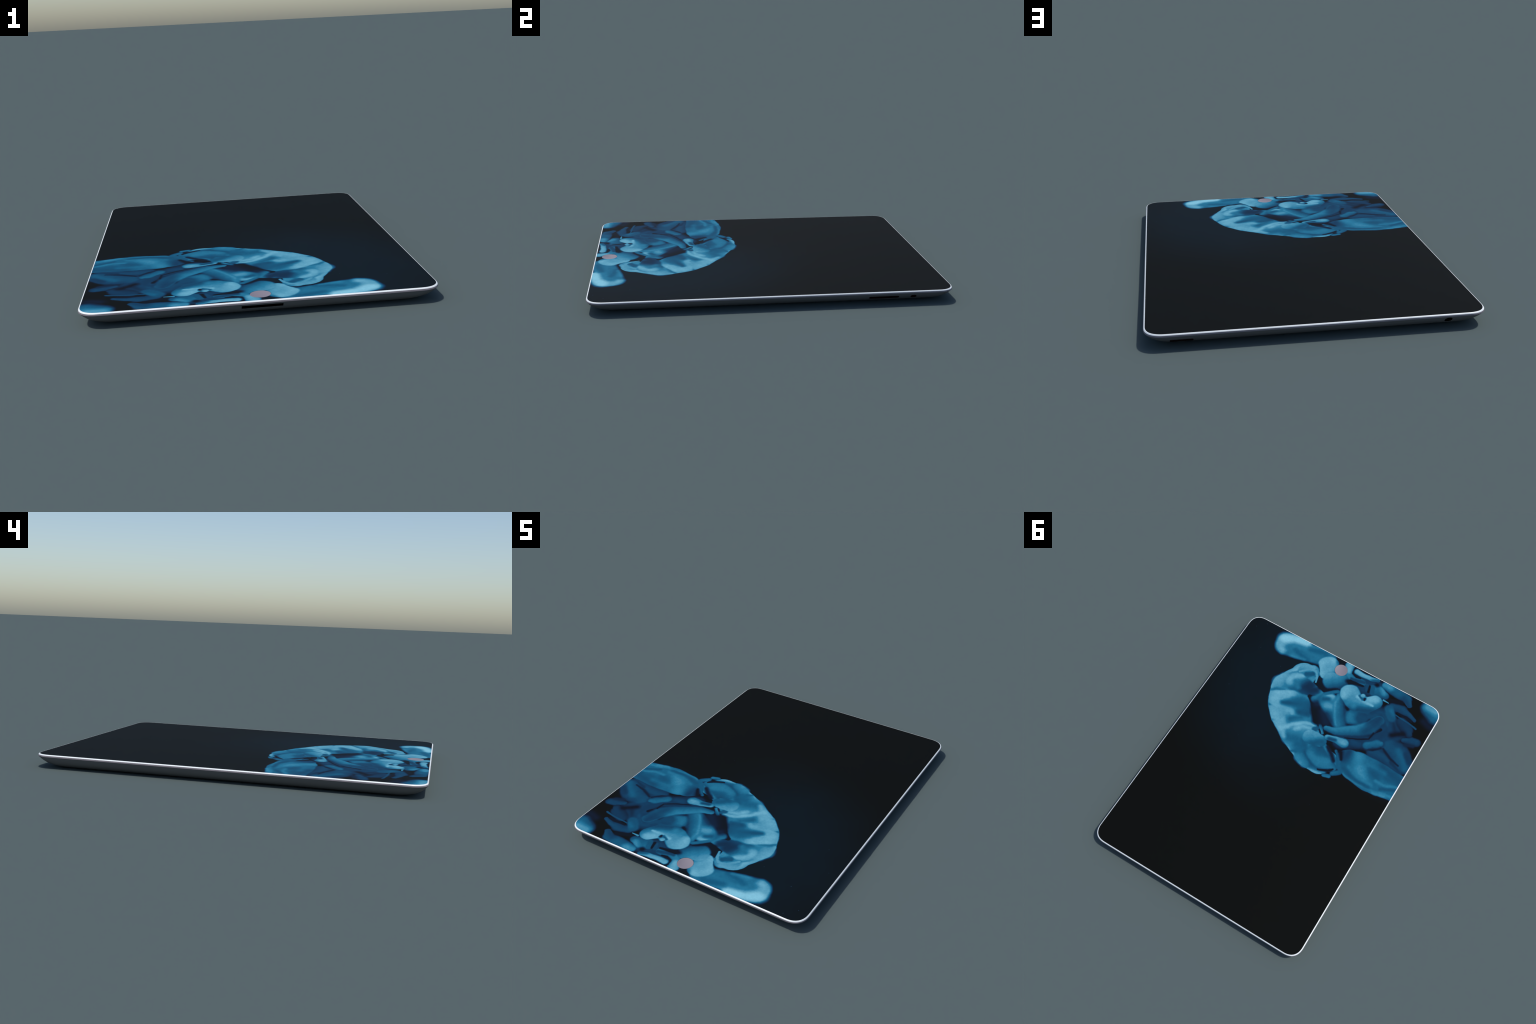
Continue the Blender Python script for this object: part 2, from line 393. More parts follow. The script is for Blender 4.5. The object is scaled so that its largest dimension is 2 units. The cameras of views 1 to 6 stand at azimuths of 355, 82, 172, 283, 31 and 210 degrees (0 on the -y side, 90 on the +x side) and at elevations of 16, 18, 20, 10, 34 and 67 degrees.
    ink.lobe((-0.044, -0.652, 0.0790), (-0.099, -0.610, 0.0809), (-0.179, -0.532, 0.0389), tone=0.48, soft=0.32000000000000006, light=(-69, 0.12, 0.10))
    ink.hollow((-0.052, -0.558, 0.0630), (-0.114, -0.503, 0.0901), tone=0.1, soft=1)
    ink.patch((-0.053, -0.610, 0.0633), (-0.085, -0.624, 0.0492), tone=0.68, soft=1)
    ink.patch((-0.033, -0.698, 0.0532), (-0.072, -0.710, 0.0496), tone=0.76, soft=1)
    ink.patch((-0.010, -0.648, 0.0283), (-0.040, -0.667, 0.0283), tone=0.36, soft=1)
    ink.lobe((-0.232, -0.626, 0.0732), (-0.299, -0.661, 0.0805), tone=0.4, soft=0.48)
    ink.patch((-0.179, -0.639, 0.0490), (-0.204, -0.568, 0.0417), tone=0.2, soft=1)
    ink.patch((-0.234, -0.604, 0.0661), (-0.230, -0.630, 0.0558), tone=0.5, soft=1)
    ink.hollow((-0.171, -0.675, 0.0281), (-0.191, -0.664, 0.0225), tone=0.04, soft=0.8)
    ink.hollow((-0.106, -0.731, 0.0576), (-0.122, -0.679, 0.0730), (-0.146, -0.629, 0.0770), (-0.179, -0.580, 0.0753), (-0.226, -0.524, 0.0747), tone=0.15, soft=0.85, strength=0.2)
    ink.lobe((-0.100, -0.733, 0.0397), (-0.113, -0.683, 0.0519), (-0.137, -0.633, 0.0550), (-0.170, -0.584, 0.0537), (-0.217, -0.527, 0.0533), tone=0.44, soft=0.5, light=(20, 0.20, 0.10))
    ink.patch((-0.096, -0.722, 0.0213), (-0.094, -0.671, 0.0198), (-0.107, -0.626, 0.0183), (-0.133, -0.578, 0.0168), (-0.180, -0.521, 0.0139), tone=0.64, soft=1, strength=0.7)
    ink.lobe((-0.317, -0.658, 0.0696), (-0.348, -0.683, 0.0418), tone=0.27, soft=0.5)
    ink.patch((-0.244, -0.607, 0.0557), tone=0.4, soft=1)
    ink.hollow((-0.365, -0.671, 0.0209), (-0.363, -0.646, 0.0278), tone=0.1, soft=1)
    ink.hollow((-0.142, -0.461, 0.0363), (-0.215, -0.476, 0.0510), (-0.339, -0.556, 0.0757), (-0.404, -0.619, 0.0808), (-0.429, -0.699, 0.0627), tone=0.15, soft=0.85, strength=0.6)
    ink.lobe((-0.138, -0.463, 0.0232), (-0.210, -0.479, 0.0348), (-0.330, -0.560, 0.0541), (-0.395, -0.623, 0.0581), (-0.422, -0.702, 0.0438), tone=0.48, soft=0.4, light=(-64, 0.20, 0.10))
    ink.patch((-0.384, -0.584, 0.0758), (-0.403, -0.641, 0.0692), tone=0.28, soft=1)
    ink.patch((-0.370, -0.655, 0.0556), (-0.391, -0.708, 0.0558), tone=0.29, soft=1)
    ink.patch((-0.410, -0.691, 0.0764), (-0.416, -0.735, 0.0837), tone=0.25, soft=1)
    ink.hollow((-0.283, -0.469, 0.0082), (-0.363, -0.505, 0.0099), (-0.425, -0.545, 0.0099), (-0.436, -0.598, 0.0099), tone=0.07, soft=0.8)
    # beneath tail
    ink.lobe((-0.344, -0.457, 0.0359), (-0.392, -0.470, 0.0334), tone=0.24, soft=0.48, light=(-61, 0.08, 0.10))
    ink.hollow((-0.432, -0.461, 0.0131), (-0.488, -0.485, 0.0163), (-0.532, -0.523, 0.0131), tone=0.08, soft=0.8)
    ink.hollow((-0.444, -0.493, 0.0542), (-0.470, -0.516, 0.0469), (-0.499, -0.538, 0.0585), (-0.518, -0.549, 0.0408), tone=0.15, soft=0.85, strength=0.6)
    ink.lobe((-0.438, -0.495, 0.0373), (-0.465, -0.518, 0.0315), (-0.492, -0.540, 0.0406), (-0.514, -0.551, 0.0268), tone=0.42, soft=0.48, light=(-61, 0.10, 0.10))
    # tail
    ink.hollow((-0.404, -0.320, 0.1254), (-0.479, -0.314, 0.1557), (-0.573, -0.307, 0.1678), (-0.654, -0.309, 0.1612), (-0.737, -0.314, 0.1454), (-0.845, -0.324, 0.1324), tone=0.15, soft=0.85, strength=0.5)
    ink.lobe((-0.389, -0.326, 0.0931), (-0.460, -0.322, 0.1170), (-0.552, -0.315, 0.1265), (-0.634, -0.317, 0.1214), (-0.719, -0.321, 0.1089), (-0.830, -0.330, 0.0988), tone=0.43, soft=0.11200000000000002)
    ink.patch((-0.359, -0.388, 0.0745), (-0.349, -0.326, 0.0808), tone=0.24, soft=1)
    ink.patch((-0.427, -0.408, 0.0676), (-0.477, -0.318, 0.0802), (-0.539, -0.269, 0.0465), tone=0.58, soft=1)
    ink.patch((-0.493, -0.306, 0.0601), tone=0.64, soft=1, strength=0.55)
    ink.patch((-0.389, -0.264, 0.0468), (-0.483, -0.229, 0.0398), (-0.589, -0.230, 0.0297), tone=0.33, soft=1)
    ink.patch((-0.612, -0.412, 0.0737), (-0.749, -0.382, 0.0796), tone=0.3, soft=1)
    ink.patch((-0.572, -0.332, 0.0467), (-0.615, -0.316, 0.0399), tone=0.34, soft=1)
    ink.patch((-0.401, -0.217, 0.0300), (-0.488, -0.194, 0.0364), (-0.587, -0.191, 0.0329), (-0.710, -0.230, 0.0361), tone=0.62, soft=1)
    ink.patch((-0.612, -0.295, 0.0212), (-0.675, -0.296, 0.0172), (-0.754, -0.328, 0.0159), tone=0.54, soft=1)
    ink.patch((-0.664, -0.262, 0.0198), (-0.757, -0.304, 0.0211), tone=0.32, soft=1)
    ink.patch((-0.678, -0.236, 0.0164), (-0.749, -0.248, 0.0184), tone=0.58, soft=1)
    ink.patch((-0.414, -0.290, 0.0241), (-0.501, -0.257, 0.0266), (-0.601, -0.253, 0.0238), tone=0.52, soft=1, strength=0.8)
    ink.patch((-0.497, -0.379, 0.0404), (-0.566, -0.378, 0.0402), (-0.641, -0.375, 0.0334), tone=0.48, soft=1, strength=0.6)
    ink.patch((-0.538, -0.350, 0.0268), (-0.607, -0.349, 0.0307), (-0.697, -0.344, 0.0266), tone=0.33, soft=1, strength=0.55)
    ink.patch((-0.526, -0.196, 0.0159), (-0.618, -0.205, 0.0184), tone=0.4, soft=1, strength=0.8)
    ink.hollow((-0.283, -0.351, 0.0163), (-0.335, -0.299, 0.0162), (-0.352, -0.255, 0.0215), (-0.387, -0.238, 0.0214), tone=0.38, soft=0.7)
    ink.hollow((-0.313, -0.358, 0.0339), (-0.343, -0.310, 0.0169), tone=0.05, soft=0.9)
    # front knob
    ink.hollow((-0.087, -0.346, 0.0814), (-0.157, -0.354, 0.0726), tone=0.15, soft=0.85, strength=0.5)
    ink.lobe((-0.077, -0.350, 0.0585), (-0.149, -0.357, 0.0517), tone=0.6, soft=0.192, light=(-41, 0.22, 0.10))
    ink.patch((-0.121, -0.318, 0.0512), (-0.165, -0.356, 0.0512), tone=0.34, soft=1)
    ink.patch((-0.113, -0.280, 0.0123), (-0.169, -0.314, 0.0123), tone=0.52, soft=1)
    ink.hollow((-0.184, -0.406, 0.0385), (-0.245, -0.423, 0.0446), (-0.300, -0.427, 0.0591), tone=0.15, soft=0.85, strength=0.6)
    ink.lobe((-0.180, -0.408, 0.0250), (-0.240, -0.425, 0.0297), (-0.293, -0.429, 0.0411), tone=0.62, soft=0.32000000000000006, light=(-69, 0.14, 0.10))
    ink.patch((-0.197, -0.404, 0.0274), (-0.234, -0.418, 0.0219), tone=0.28, soft=0.9)
    ink.hollow((-0.207, -0.379, 0.0153), (-0.226, -0.388, 0.0109), tone=0.05, soft=0.8)
    ink.patch((-0.277, -0.431, 0.0342), (-0.299, -0.428, 0.0273), tone=0.72, soft=1)
    # rim fold
    ink.lobe((0.248, -0.751, 0.0116), (0.199, -0.801, 0.0135), (0.154, -0.810, 0.0135), (0.122, -0.781, 0.0135), (0.105, -0.735, 0.0096), tone=0.7, soft=0.6)
    ink.hollow((0.194, -0.758, 0.0260), (0.156, -0.781, 0.0243), tone=0.33, soft=0.7)
    ink.patch((0.149, -0.743, 0.0252), (0.126, -0.766, 0.0231), tone=0.68, soft=0.9)
    ink.patch((0.121, -0.740, 0.0158), tone=0.42, soft=1)
    # button puffs
    ink.hollow((0.082, -0.896, 0.1109), (0.068, -0.830, 0.0748), tone=0.15, soft=0.85, strength=0.6)
    ink.lobe((0.095, -0.901, 0.0814), (0.077, -0.834, 0.0531), tone=0.76, soft=0.192, light=(9, 0.12, 0.10))
    ink.patch((0.095, -0.956, 0.0585), (0.072, -0.971, 0.0512), tone=0.82, soft=1)
    ink.patch((0.101, -0.867, 0.0580), tone=0.68, soft=1, strength=0.7)
    ink.patch((0.045, -0.969, 0.0402), (0.015, -0.963, 0.0401), tone=0.3, soft=1)
    ink.hollow((0.027, -0.956, 0.0175), (-0.000, -0.973, 0.0233), tone=0.04, soft=0.8)
    ink.hollow((-0.008, -0.800, 0.1107), (-0.053, -0.830, 0.0935), tone=0.15, soft=0.85, strength=0.6)
    ink.lobe((0.006, -0.805, 0.0813), (-0.042, -0.835, 0.0678), tone=0.5, soft=0.22400000000000003, light=(-28, 0.32, 0.10))
    ink.hollow((-0.084, -0.861, 0.0287), (-0.106, -0.850, 0.0215), tone=0.05, soft=0.9)
    ink.hollow((0.022, -0.712, 0.0250), (-0.055, -0.768, 0.0179), tone=0.05, soft=0.9)
    ink.hollow((0.001, -0.694, 0.0171), (-0.067, -0.755, 0.0200), tone=0.44, soft=0.7)
    # small ring
    ink.lobe((-0.035, -0.976, 0.0407), (-0.059, -0.924, 0.0380), (-0.115, -0.898, 0.0353), (-0.180, -0.902, 0.0276), tone=0.52, soft=0.32000000000000006, light=(54, 0.10, 0.10))
    ink.patch((-0.031, -0.973, 0.0509), (-0.048, -0.935, 0.0362), tone=0.8, soft=1)
    ink.hollow((-0.094, -0.892, 0.0173), (-0.139, -0.895, 0.0259), (-0.188, -0.908, 0.0230), tone=0.26, soft=0.8)
    ink.hollow((-0.077, -0.972, 0.0151), (-0.085, -0.937, 0.0174), (-0.119, -0.922, 0.0139), (-0.148, -0.925, 0.0104), tone=0.04, soft=0.7)
    ink.hollow((-0.094, -0.874, 0.0150), (-0.161, -0.873, 0.0161), (-0.194, -0.879, 0.0126), tone=0.04, soft=0.7)
    ink.hollow((-0.105, -0.961, 0.0407), (-0.155, -0.955, 0.0393), (-0.213, -0.961, 0.0340), (-0.265, -0.977, 0.0295), tone=0.15, soft=0.85, strength=0.6)
    ink.lobe((-0.101, -0.962, 0.0264), (-0.151, -0.957, 0.0253), (-0.209, -0.963, 0.0212), (-0.263, -0.978, 0.0176), tone=0.74, soft=0.5, light=(-69, 0.08, 0.10))
    ink.patch((-0.237, -0.950, 0.0359), (-0.279, -0.976, 0.0359), tone=0.34, soft=0.9)
    ink.hollow((-0.273, -0.940, 0.0287), tone=0.05, soft=0.8)
    ink.lobe((-0.217, -0.902, 0.0167), (-0.233, -0.864, 0.0143), tone=0.28, soft=0.5)
    ink.lobe((-0.253, -0.912, 0.0200), (-0.271, -0.869, 0.0214), tone=0.34, soft=0.5)
    ink.hollow((-0.235, -0.907, 0.0103), (-0.247, -0.861, 0.0137), tone=0.04, soft=0.7)
    # curl
    ink.hollow((-0.156, -0.780, 0.1034), (-0.208, -0.742, 0.1015), (-0.295, -0.758, 0.0936), (-0.336, -0.809, 0.0794), tone=0.15, soft=0.85, strength=0.65)
    ink.lobe((-0.144, -0.785, 0.0756), (-0.196, -0.747, 0.0741), (-0.284, -0.763, 0.0680), (-0.327, -0.813, 0.0568), tone=0.62, soft=0.16000000000000003, light=(-47, 0.22, 0.10))
    ink.patch((-0.228, -0.690, 0.0631), (-0.339, -0.736, 0.0526), tone=0.28, soft=1)
    ink.patch((-0.111, -0.788, 0.0783), (-0.116, -0.744, 0.0426), tone=0.82, soft=1)
    ink.patch((-0.164, -0.821, 0.0499), (-0.180, -0.813, 0.0427), tone=0.72, soft=1, strength=0.6)
    ink.patch((-0.291, -0.823, 0.0566), (-0.320, -0.835, 0.0425), tone=0.84, soft=1)
    ink.patch((-0.198, -0.789, 0.0199), (-0.278, -0.782, 0.0198), (-0.324, -0.782, 0.0169), tone=0.82, soft=1)
    ink.patch((-0.213, -0.716, 0.0493), tone=0.55, soft=1)
    ink.patch((-0.211, -0.803, 0.0156), (-0.244, -0.788, 0.0170), tone=0.34, soft=1)
    ink.hollow((-0.255, -0.801, 0.0142), (-0.258, -0.791, 0.0125), tone=0.06, soft=0.8)
    ink.hollow((-0.235, -0.814, 0.0348), tone=0.15, soft=0.85, strength=0.5)
    ink.lobe((-0.232, -0.816, 0.0219), tone=0.72, soft=0.48, light=(-52, 0.10, 0.10))
    ink.patch((-0.091, -0.842, 0.0129), (-0.135, -0.857, 0.0115), tone=0.55, soft=1, strength=0.8)
    ink.lobe((-0.369, -0.858, 0.0094), (-0.411, -0.855, 0.0042), tone=0.66, soft=0.6)

TONES = [(0.0, (15, 17, 18)), (0.1, (16, 27, 46)), (0.25, (17, 57, 86)), (0.4, (20, 88, 118)), (0.55, (38, 117, 146)),
         (0.7, (86, 152, 174)), (0.85, (118, 178, 195)), (1.0, (140, 201, 216))]


def screen_material(name, window=None):
    m, t, p = new_material(name)
    co = t.nodes.new("ShaderNodeTexCoord").outputs["Object"]

    def noise(vector, scale, detail=2.0):
        n = t.nodes.new("ShaderNodeTexNoise")
        n.inputs["Scale"].default_value, n.inputs["Detail"].default_value = scale, detail
        t.links.new(vector, n.inputs["Vector"])
        return n

    k = Nodes(t)
    # dark water: black far away, a navy glow around the plume, faint motes
    near = k.ramp(k.vec("LENGTH", k.vec("SUBTRACT", co, (0.02, -0.72, TOP))), 1.15, 0.45)
    sep = t.nodes.new("ShaderNodeSeparateXYZ")
    t.links.new(co, sep.inputs[0])
    amount = k.math("MULTIPLY", near, k.ramp(sep.outputs["X"], -0.55, 0.45))
    murk = noise(co, 5.0).outputs["Fac"]
    amount = k.math("MULTIPLY", amount, k.math("MULTIPLY_ADD", murk, 0.8, 0.6), clamp=True)
    motes = t.nodes.new("ShaderNodeTexVoronoi")
    motes.inputs["Scale"].default_value = 34
    t.links.new(co, motes.inputs["Vector"])
    cell = t.nodes.new("ShaderNodeSeparateColor")
    t.links.new(motes.outputs["Color"], cell.inputs[0])
    mote = k.math("MULTIPLY", k.ramp(motes.outputs["Distance"], 0.10, 0.03), k.math("GREATER_THAN", cell.outputs[0], 0.86))
    colour = k.mix("RGBA", amount, WATER_FAR, WATER_NEAR)
    colour = k.mix("RGBA", k.math("MULTIPLY", k.math("MULTIPLY", mote, near), 0.9), colour, srgb(48, 72, 100))

    if window:
        # slow swell plus a finer ruffle of the outlines
        sway = k.vec("SUBTRACT", noise(co, 7.0, 1.0).outputs["Color"], (0.5, 0.5, 0.5))
        ruffle = k.vec("SUBTRACT", noise(co, 26.0, 2.0).outputs["Color"], (0.5, 0.5, 0.5))
        at = k.vec("MULTIPLY_ADD", sway, (0.016, 0.016, 0), co)
        at = k.vec("MULTIPLY_ADD", ruffle, (0.007, 0.007, 0), at)
        at = k.vec("MULTIPLY", at, (1, 1, 0))
        start = t.nodes.new("ShaderNodeValue")
        start.outputs[0].default_value = 0.0
        ink = Painter(t, at, start.outputs[0], window)
        paint_plume(ink)
        grain = noise(co, 90.0, 3.0).outputs["Fac"]
        cloud = noise(co, 13.0, 3.0).outputs["Fac"]
        tone = k.math("MULTIPLY", ink.tone, k.math("MULTIPLY_ADD", grain, 0.16, 0.92))
        tone = k.math("MULTIPLY", tone, k.math("MULTIPLY_ADD", cloud, 0.26, 0.87))
        tone = k.math("MULTIPLY_ADD", tone, 0.90, 0.03)
        ramp = t.nodes.new("ShaderNodeValToRGB")
        while len(ramp.color_ramp.elements) < len(TONES):
            ramp.color_ramp.elements.new(0.5)
        for e, (x, c) in zip(ramp.color_ramp.elements, TONES):
            e.position, e.color = x, srgb(*c)
        t.links.new(tone, ramp.inputs[0])
        colour = k.mix("RGBA", k.ramp(ink.tone, 0.0, 0.1, smooth=False), colour, ramp.outputs[0])
    t.links.new(colour, p.inputs["Base Color"])
    p.inputs["Roughness"].default_value = 0.62
    p.inputs["Specular IOR Level"].default_value = 0.04
    return m


WATER_FAR, WATER_NEAR = srgb(13, 15, 14), srgb(13, 24, 31)

SHADED_ALUMINIUM = metal("shaded_aluminium", (0.130, 0.130, 0.132, 1), 0.6, metallic=0.0, spec=0.25)  # the lip's metal again, darkened to paint in the shaded ground it reflects
BAND_MAT = metal("lip_aluminium", (0.205, 0.185, 0.203, 1), 0.55, metallic=0.0, spec=0.3)
POLISHED = metal("white_rim", (0.85, 0.885, 0.875, 1), 0.35, metallic=0.0)
SHADOW_BLACK = plain("port_black", srgb(6, 2, 2), 0.8, 0.0)
KEY_BLACK = plain("key_black", srgb(24, 6, 5), 0.7, 0.1)
BUTTON_MAT = metal("button_metal", (0.24, 0.212, 0.243, 1), 0.5, metallic=0.0, spec=0.2)

# The glass is one sheet.  Its picture is one continuous painting, but each pane of the
# sheet carries only the strokes that reach it, which keeps the shader light.
SPLIT, COLUMNS, ROWS = -0.072, 8, 5
PANE_X = [-HALF_W + 2 * HALF_W * i / COLUMNS for i in range(COLUMNS + 1)]
PANE_Y = [-HALF_L + (SPLIT + HALF_L) * i / ROWS for i in range(ROWS + 1)]
MARGIN = 0.012
WATER_MAT = screen_material("screen_dark_water")
SCREEN_MATS = [WATER_MAT]
for j in range(ROWS):
    for i in range(COLUMNS):
        SCREEN_MATS.append(screen_material("screen_ink_plume", (PANE_X[i] - MARGIN, PANE_X[i + 1] + MARGIN, PANE_Y[j] - MARGIN, PANE_Y[j + 1] + MARGIN)))

# ------------------------------------------------------------------ the tablet
tablet = bpy.data.objects.new("tablet_computer", None)
bpy.context.scene.collection.objects.link(tablet)
tablet["label"] = "slim silver tablet with dark screen showing blue ink plume"
tablet["category"] = "tablet"

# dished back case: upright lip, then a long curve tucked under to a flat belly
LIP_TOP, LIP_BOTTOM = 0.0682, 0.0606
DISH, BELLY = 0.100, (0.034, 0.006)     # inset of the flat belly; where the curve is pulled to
band_profile = [(0.012, LIP_TOP, CORNER - 0.006), (0.0020, LIP_TOP, CORNER - 0.002), (0.0013, LIP_TOP - 0.0006, CORNER - 0.001), (0.0001, LIP_TOP - 0.0058, CORNER),
                (0.0, LIP_TOP - 0.0066, CORNER), (0.0009, LIP_BOTTOM + 0.0001, CORNER), (0.012, LIP_BOTTOM + 0.0001, CORNER - 0.006)]
edge_band = link("edge_band", loft("edge_band", band_profile, close=True), tablet, [BAND_MAT])
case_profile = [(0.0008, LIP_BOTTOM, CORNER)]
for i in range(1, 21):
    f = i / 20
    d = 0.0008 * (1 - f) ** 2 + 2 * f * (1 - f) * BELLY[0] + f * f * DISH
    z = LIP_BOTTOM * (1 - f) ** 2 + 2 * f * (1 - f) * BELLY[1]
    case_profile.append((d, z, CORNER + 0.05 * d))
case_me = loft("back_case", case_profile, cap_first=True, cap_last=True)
case = link("back_case", case_me, tablet, [SHADED_ALUMINIUM, SHADOW_BLACK])


def case_inset(z):
    """How far the case has curved inwards at height z."""
    prev = (0.0, LIP_BOTTOM)
    for d, zz, _ in case_profile[1:]:
        if zz <= z:
            f = (prev[1] - z) / max(prev[1] - zz, 1e-9)
            return prev[0] + f * (d - prev[0])
        prev = (d, zz)
    return DISH


# bright bevelled rim between lip and glass
rim_profile = [(0.0105, TOP - 0.002, CORNER - 0.009), (0.0080, TOP + 0.0002, CORNER - 0.007), (0.0070, TOP, CORNER - 0.006),
               (0.0026, LIP_TOP + 0.0012, CORNER - 0.002), (0.0020, LIP_TOP + 0.0001, CORNER - 0.002), (0.0105, LIP_TOP + 0.0001, CORNER - 0.009)]
rim = link("rim", loft("rim", rim_profile, close=True, sharp=50), tablet, [POLISHED])

# glass: one flat sheet with a round hole for the button


def glass_mesh():
    bm = bmesh.new()
    outer = rounded_outline(0.0080, CORNER - 0.007)
    bx, by, br = BUTTON
    ring = [(bx + br * math.cos(2 * math.pi * i / 64), by + br * math.sin(2 * math.pi * i / 64)) for i in range(64)]
    top = [bm.verts.new((x, y, TOP)) for x, y in outer]
    hole = [bm.verts.new((x, y, TOP)) for x, y in ring]
    edges = [bm.edges.new((v[i], v[(i + 1) % len(v)])) for v in (top, hole) for i in range(len(v))]
    bmesh.ops.triangle_fill(bm, edges=edges, use_beauty=True, normal=(0, 0, 1))
    for x in PANE_X[1:-1]:
        bmesh.ops.bisect_plane(bm, geom=bm.verts[:] + bm.edges[:] + bm.faces[:], plane_co=(x, 0, 0), plane_no=(1, 0, 0))
    for y in PANE_Y[1:]:
        bmesh.ops.bisect_plane(bm, geom=bm.verts[:] + bm.edges[:] + bm.faces[:], plane_co=(0, y, 0), plane_no=(0, 1, 0))
    for f in bm.faces:
        c = f.calc_center_median()
        i = int((c.x + HALF_W) / (2 * HALF_W) * COLUMNS)
        j = int((c.y + HALF_L) / (SPLIT + HALF_L) * ROWS)
        f.material_index = 1 + j * COLUMNS + i if j < ROWS else 0
        if f.normal.z < 0:
            f.normal_flip()
    border = [e for e in bm.edges if e.is_boundary]
    made = bmesh.ops.extrude_edge_only(bm, edges=border)
    for v in made["geom"]:
        if isinstance(v, bmesh.types.BMVert):
            v.co.z = TOP - 0.004
    bmesh.ops.recalc_face_normals(bm, faces=bm.faces[:])
    me = bpy.data.meshes.new("screen_glass")
    bm.to_mesh(me)
    bm.free()
    return me


glass = link("screen_glass", glass_mesh(), tablet, SCREEN_MATS)


def concave_button(name, radius, depth, thick, rings=14, seg=96):
    """A dished disc: flat narrow lip, hollow like a shallow bowl, solid underneath."""
    bm = bmesh.new()
    loops = []
    steps = [(radius, -thick), (radius, -0.0006), (radius - 0.0006, 0.0), (radius - 0.0022, 0.0)]
    inner = radius - 0.0022
    steps += [(inner * (1 - i / rings), -depth * (1 - (1 - i / rings) ** 2)) for i in range(1, rings)]
    for r, z in steps:
        loops.append([bm.verts.new((r * math.cos(2 * math.pi * i / seg), r * math.sin(2 * math.pi * i / seg), z)) for i in range(seg)])
    for a, b in zip(loops[:-1], loops[1:]):
        for i in range(seg):
            bm.faces.new((a[i], a[(i + 1) % seg], b[(i + 1) % seg], b[i]))
    bm.faces.new(loops[-1])
    bm.faces.new(list(reversed(loops[0])))
    bmesh.ops.recalc_face_normals(bm, faces=bm.faces[:])
    me = bpy.data.meshes.new(name)
    bm.to_mesh(me)
    bm.free()
    me.shade_smooth()
    me.set_sharp_from_angle(angle=math.radians(30))
    return me


home = link("home_button", concave_button("home_button", BUTTON[2] - 0.0008, 0.0070, 0.0085), tablet, [BUTTON_MAT])
home.location = (BUTTON[0], BUTTON[1], TOP - 0.0004)


# ------------------------------------------------------------------ ports and keys on the curved edge
def rounded_bar(name, length, height, depth, radius, arc=8):
    """Bar along local x, height along local z, depth along local y (centred)."""
    r = min(radius, height / 2 - 1e-5, length / 2 - 1e-5)
    pts = []
    for cx, cz, s in ((length / 2 - r, height / 2 - r, 0), (-length / 2 + r, height / 2 - r, 90), (-length / 2 + r, -height / 2 + r, 180), (length / 2 - r, -height / 2 + r, 270)):
        for i in range(arc + 1):
            a = math.radians(s + 90 * i / arc)
            pts.append((cx + r * math.cos(a), cz + r * math.sin(a)))
    bm = bmesh.new()
    back = [bm.verts.new((x, -depth / 2, z)) for x, z in pts]
    front = [bm.verts.new((x, depth / 2, z)) for x, z in pts]
    for i in range(len(pts)):
        j = (i + 1) % len(pts)
        bm.faces.new((back[i], back[j], front[j], front[i]))
    bm.faces.new(list(reversed(back)))
    bm.faces.new(front)
    bmesh.ops.recalc_face_normals(bm, faces=bm.faces[:])
    me = bpy.data.meshes.new(name)
    bm.to_mesh(me)
    bm.free()
    return me


def place(ob, side, along, z, out=0.0):
    """Stand a bar on one side of the case, tilted with the curve there."""
    d0, d1 = case_inset(z + 0.004), case_inset(z - 0.004)
    tilt = math.atan2(d1 - d0, 0.008)
    d = case_inset(z)
    rot = {"front": 180, "back": 0, "right": -90, "left": 90}[side]
    ob.rotation_euler = (-tilt, 0, math.radians(rot))
    n = Vector((0, 1, 0))
    n.rotate(ob.rotation_euler)
    base = {"front": (along, -HALF_L + d), "back": (along, HALF_L - d), "right": (HALF_W - d, along), "left": (-HALF_W + d, along)}[side]
    ob.location = Vector((base[0], base[1], z)) + n * out


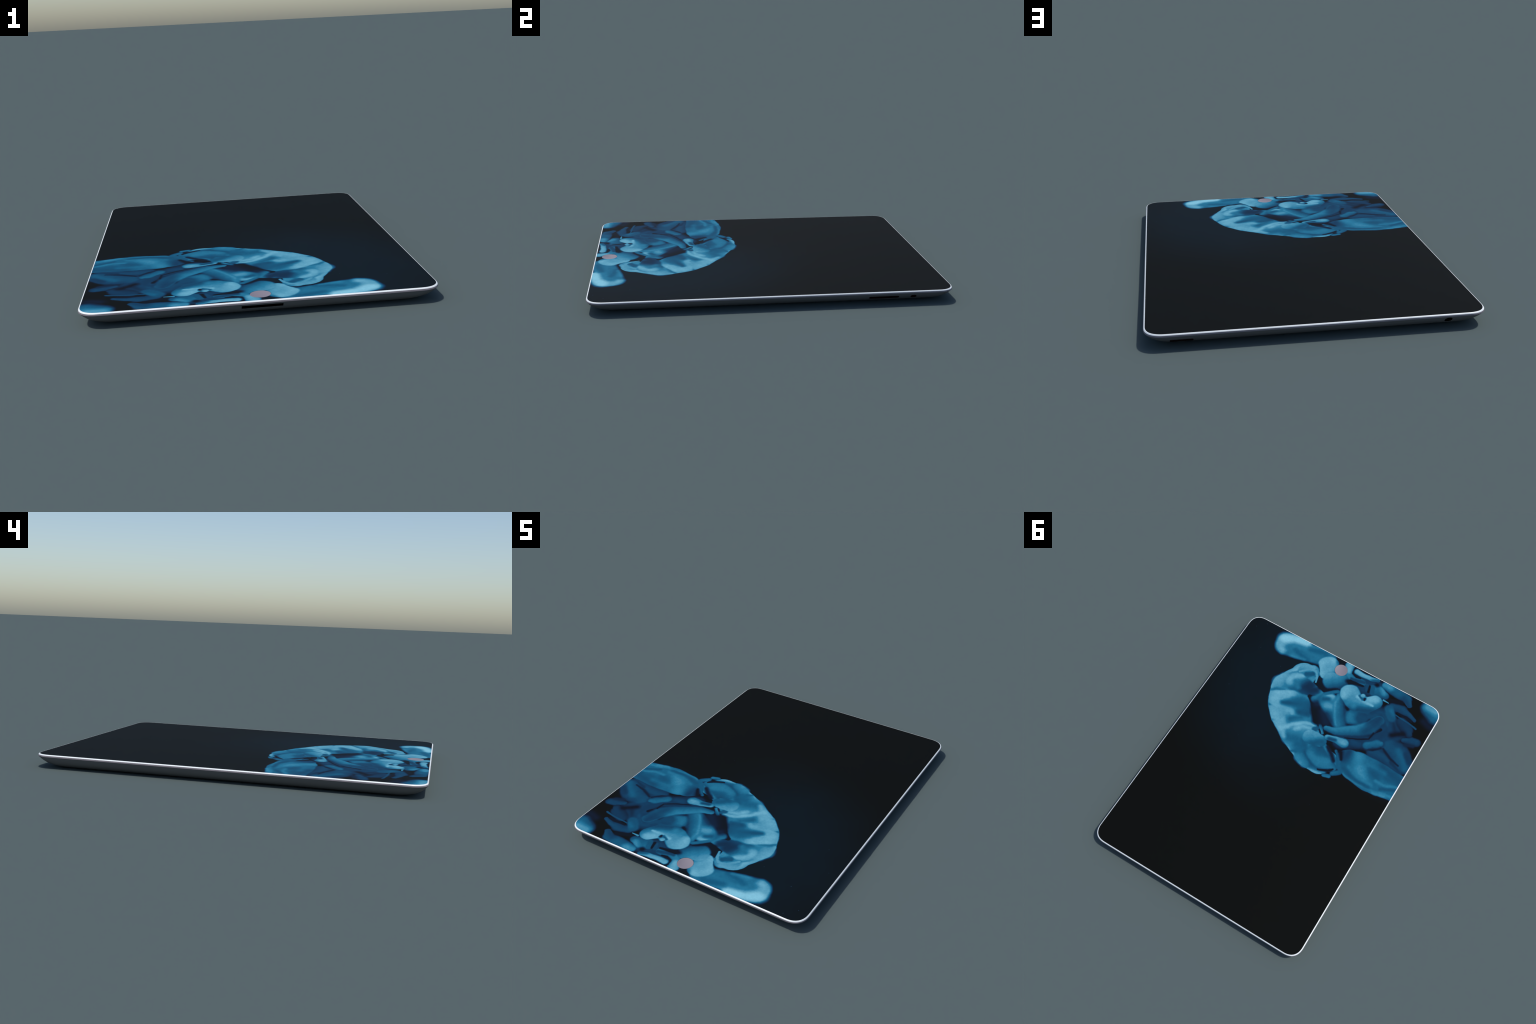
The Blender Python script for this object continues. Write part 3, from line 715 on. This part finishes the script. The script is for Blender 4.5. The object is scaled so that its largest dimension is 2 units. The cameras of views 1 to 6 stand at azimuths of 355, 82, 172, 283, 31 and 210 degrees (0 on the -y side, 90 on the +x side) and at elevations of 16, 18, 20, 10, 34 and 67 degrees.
def cut_case(mesh, location, turn=0.0):
    """Take a shape out of the case; the new walls turn dark."""
    cutter = link("cutter", mesh, None, [SHADOW_BLACK])
    cutter.rotation_euler, cutter.location = (0, 0, turn), location
    bpy.context.view_layer.update()
    mod = case.modifiers.new("cut", "BOOLEAN")
    mod.object, mod.operation, mod.solver, mod.material_mode = cutter, "DIFFERENCE", "EXACT", "TRANSFER"
    with bpy.context.temp_override(object=case, active_object=case, selected_objects=[case]):
        bpy.ops.object.modifier_apply(modifier=mod.name)
    bpy.data.objects.remove(cutter)


def pocket(name, length, height, radius, side, along, z, depth, through=False):
    """Cut a level opening into the case and line it with a dark sleeve closed at the back."""
    turn = math.radians({"front": 180, "back": 0}[side])
    edge = HALF_L if side == "back" else -HALF_L
    cut_case(rounded_bar("cutter", length, height, 2 * depth, radius), (along, edge, z), turn)
    me = rounded_bar(name, length - 0.0006, height - 0.0006, 2 * depth - 0.002, radius)
    bm = bmesh.new()
    bm.from_mesh(me)
    front = [f for f in bm.faces if abs(f.calc_center_median().y) > depth * 0.9 and (f.calc_center_median().y > 0 or through)]
    bmesh.ops.delete(bm, geom=front, context="FACES_ONLY")
    for v in bm.verts:
        if v.co.y > 0:
            v.co.y = -case_inset(z + v.co.z) - 0.0008      # mouth follows the curve of the case
        elif through:
            v.co.y = -0.055                                # short sleeve, open to the hollow inside
    bm.to_mesh(me)
    bm.free()
    socket = link(name, me, tablet, [SHADOW_BLACK])
    socket.rotation_euler, socket.location = (0, 0, turn), (along, edge, z)


pocket("dock_connector", 0.176, 0.0160, 0.002, "front", 0.0, 0.0452, 0.06, through=True)
cut_case(rounded_bar("cutter", 0.40, 0.046, 0.60, 0.002), (0.0, -HALF_L + 0.355, 0.035))
pocket("headphone_jack", 0.036, 0.0280, 0.0139, "back", -0.582, 0.0420, 0.060)
for key, side, along, length, height, z in (
        ("power_button", "back", 0.607, 0.101, 0.0160, 0.0335),
        ("volume_rocker", "right", 0.598, 0.166, 0.0185, 0.0385),
        ("mute_switch", "right", 0.763, 0.031, 0.0230, 0.0390)):
    bar = link(key, rounded_bar(key, length, height, 0.012, height * 0.45), tablet, [KEY_BLACK])
    place(bar, side, along, z, out=-0.0035)
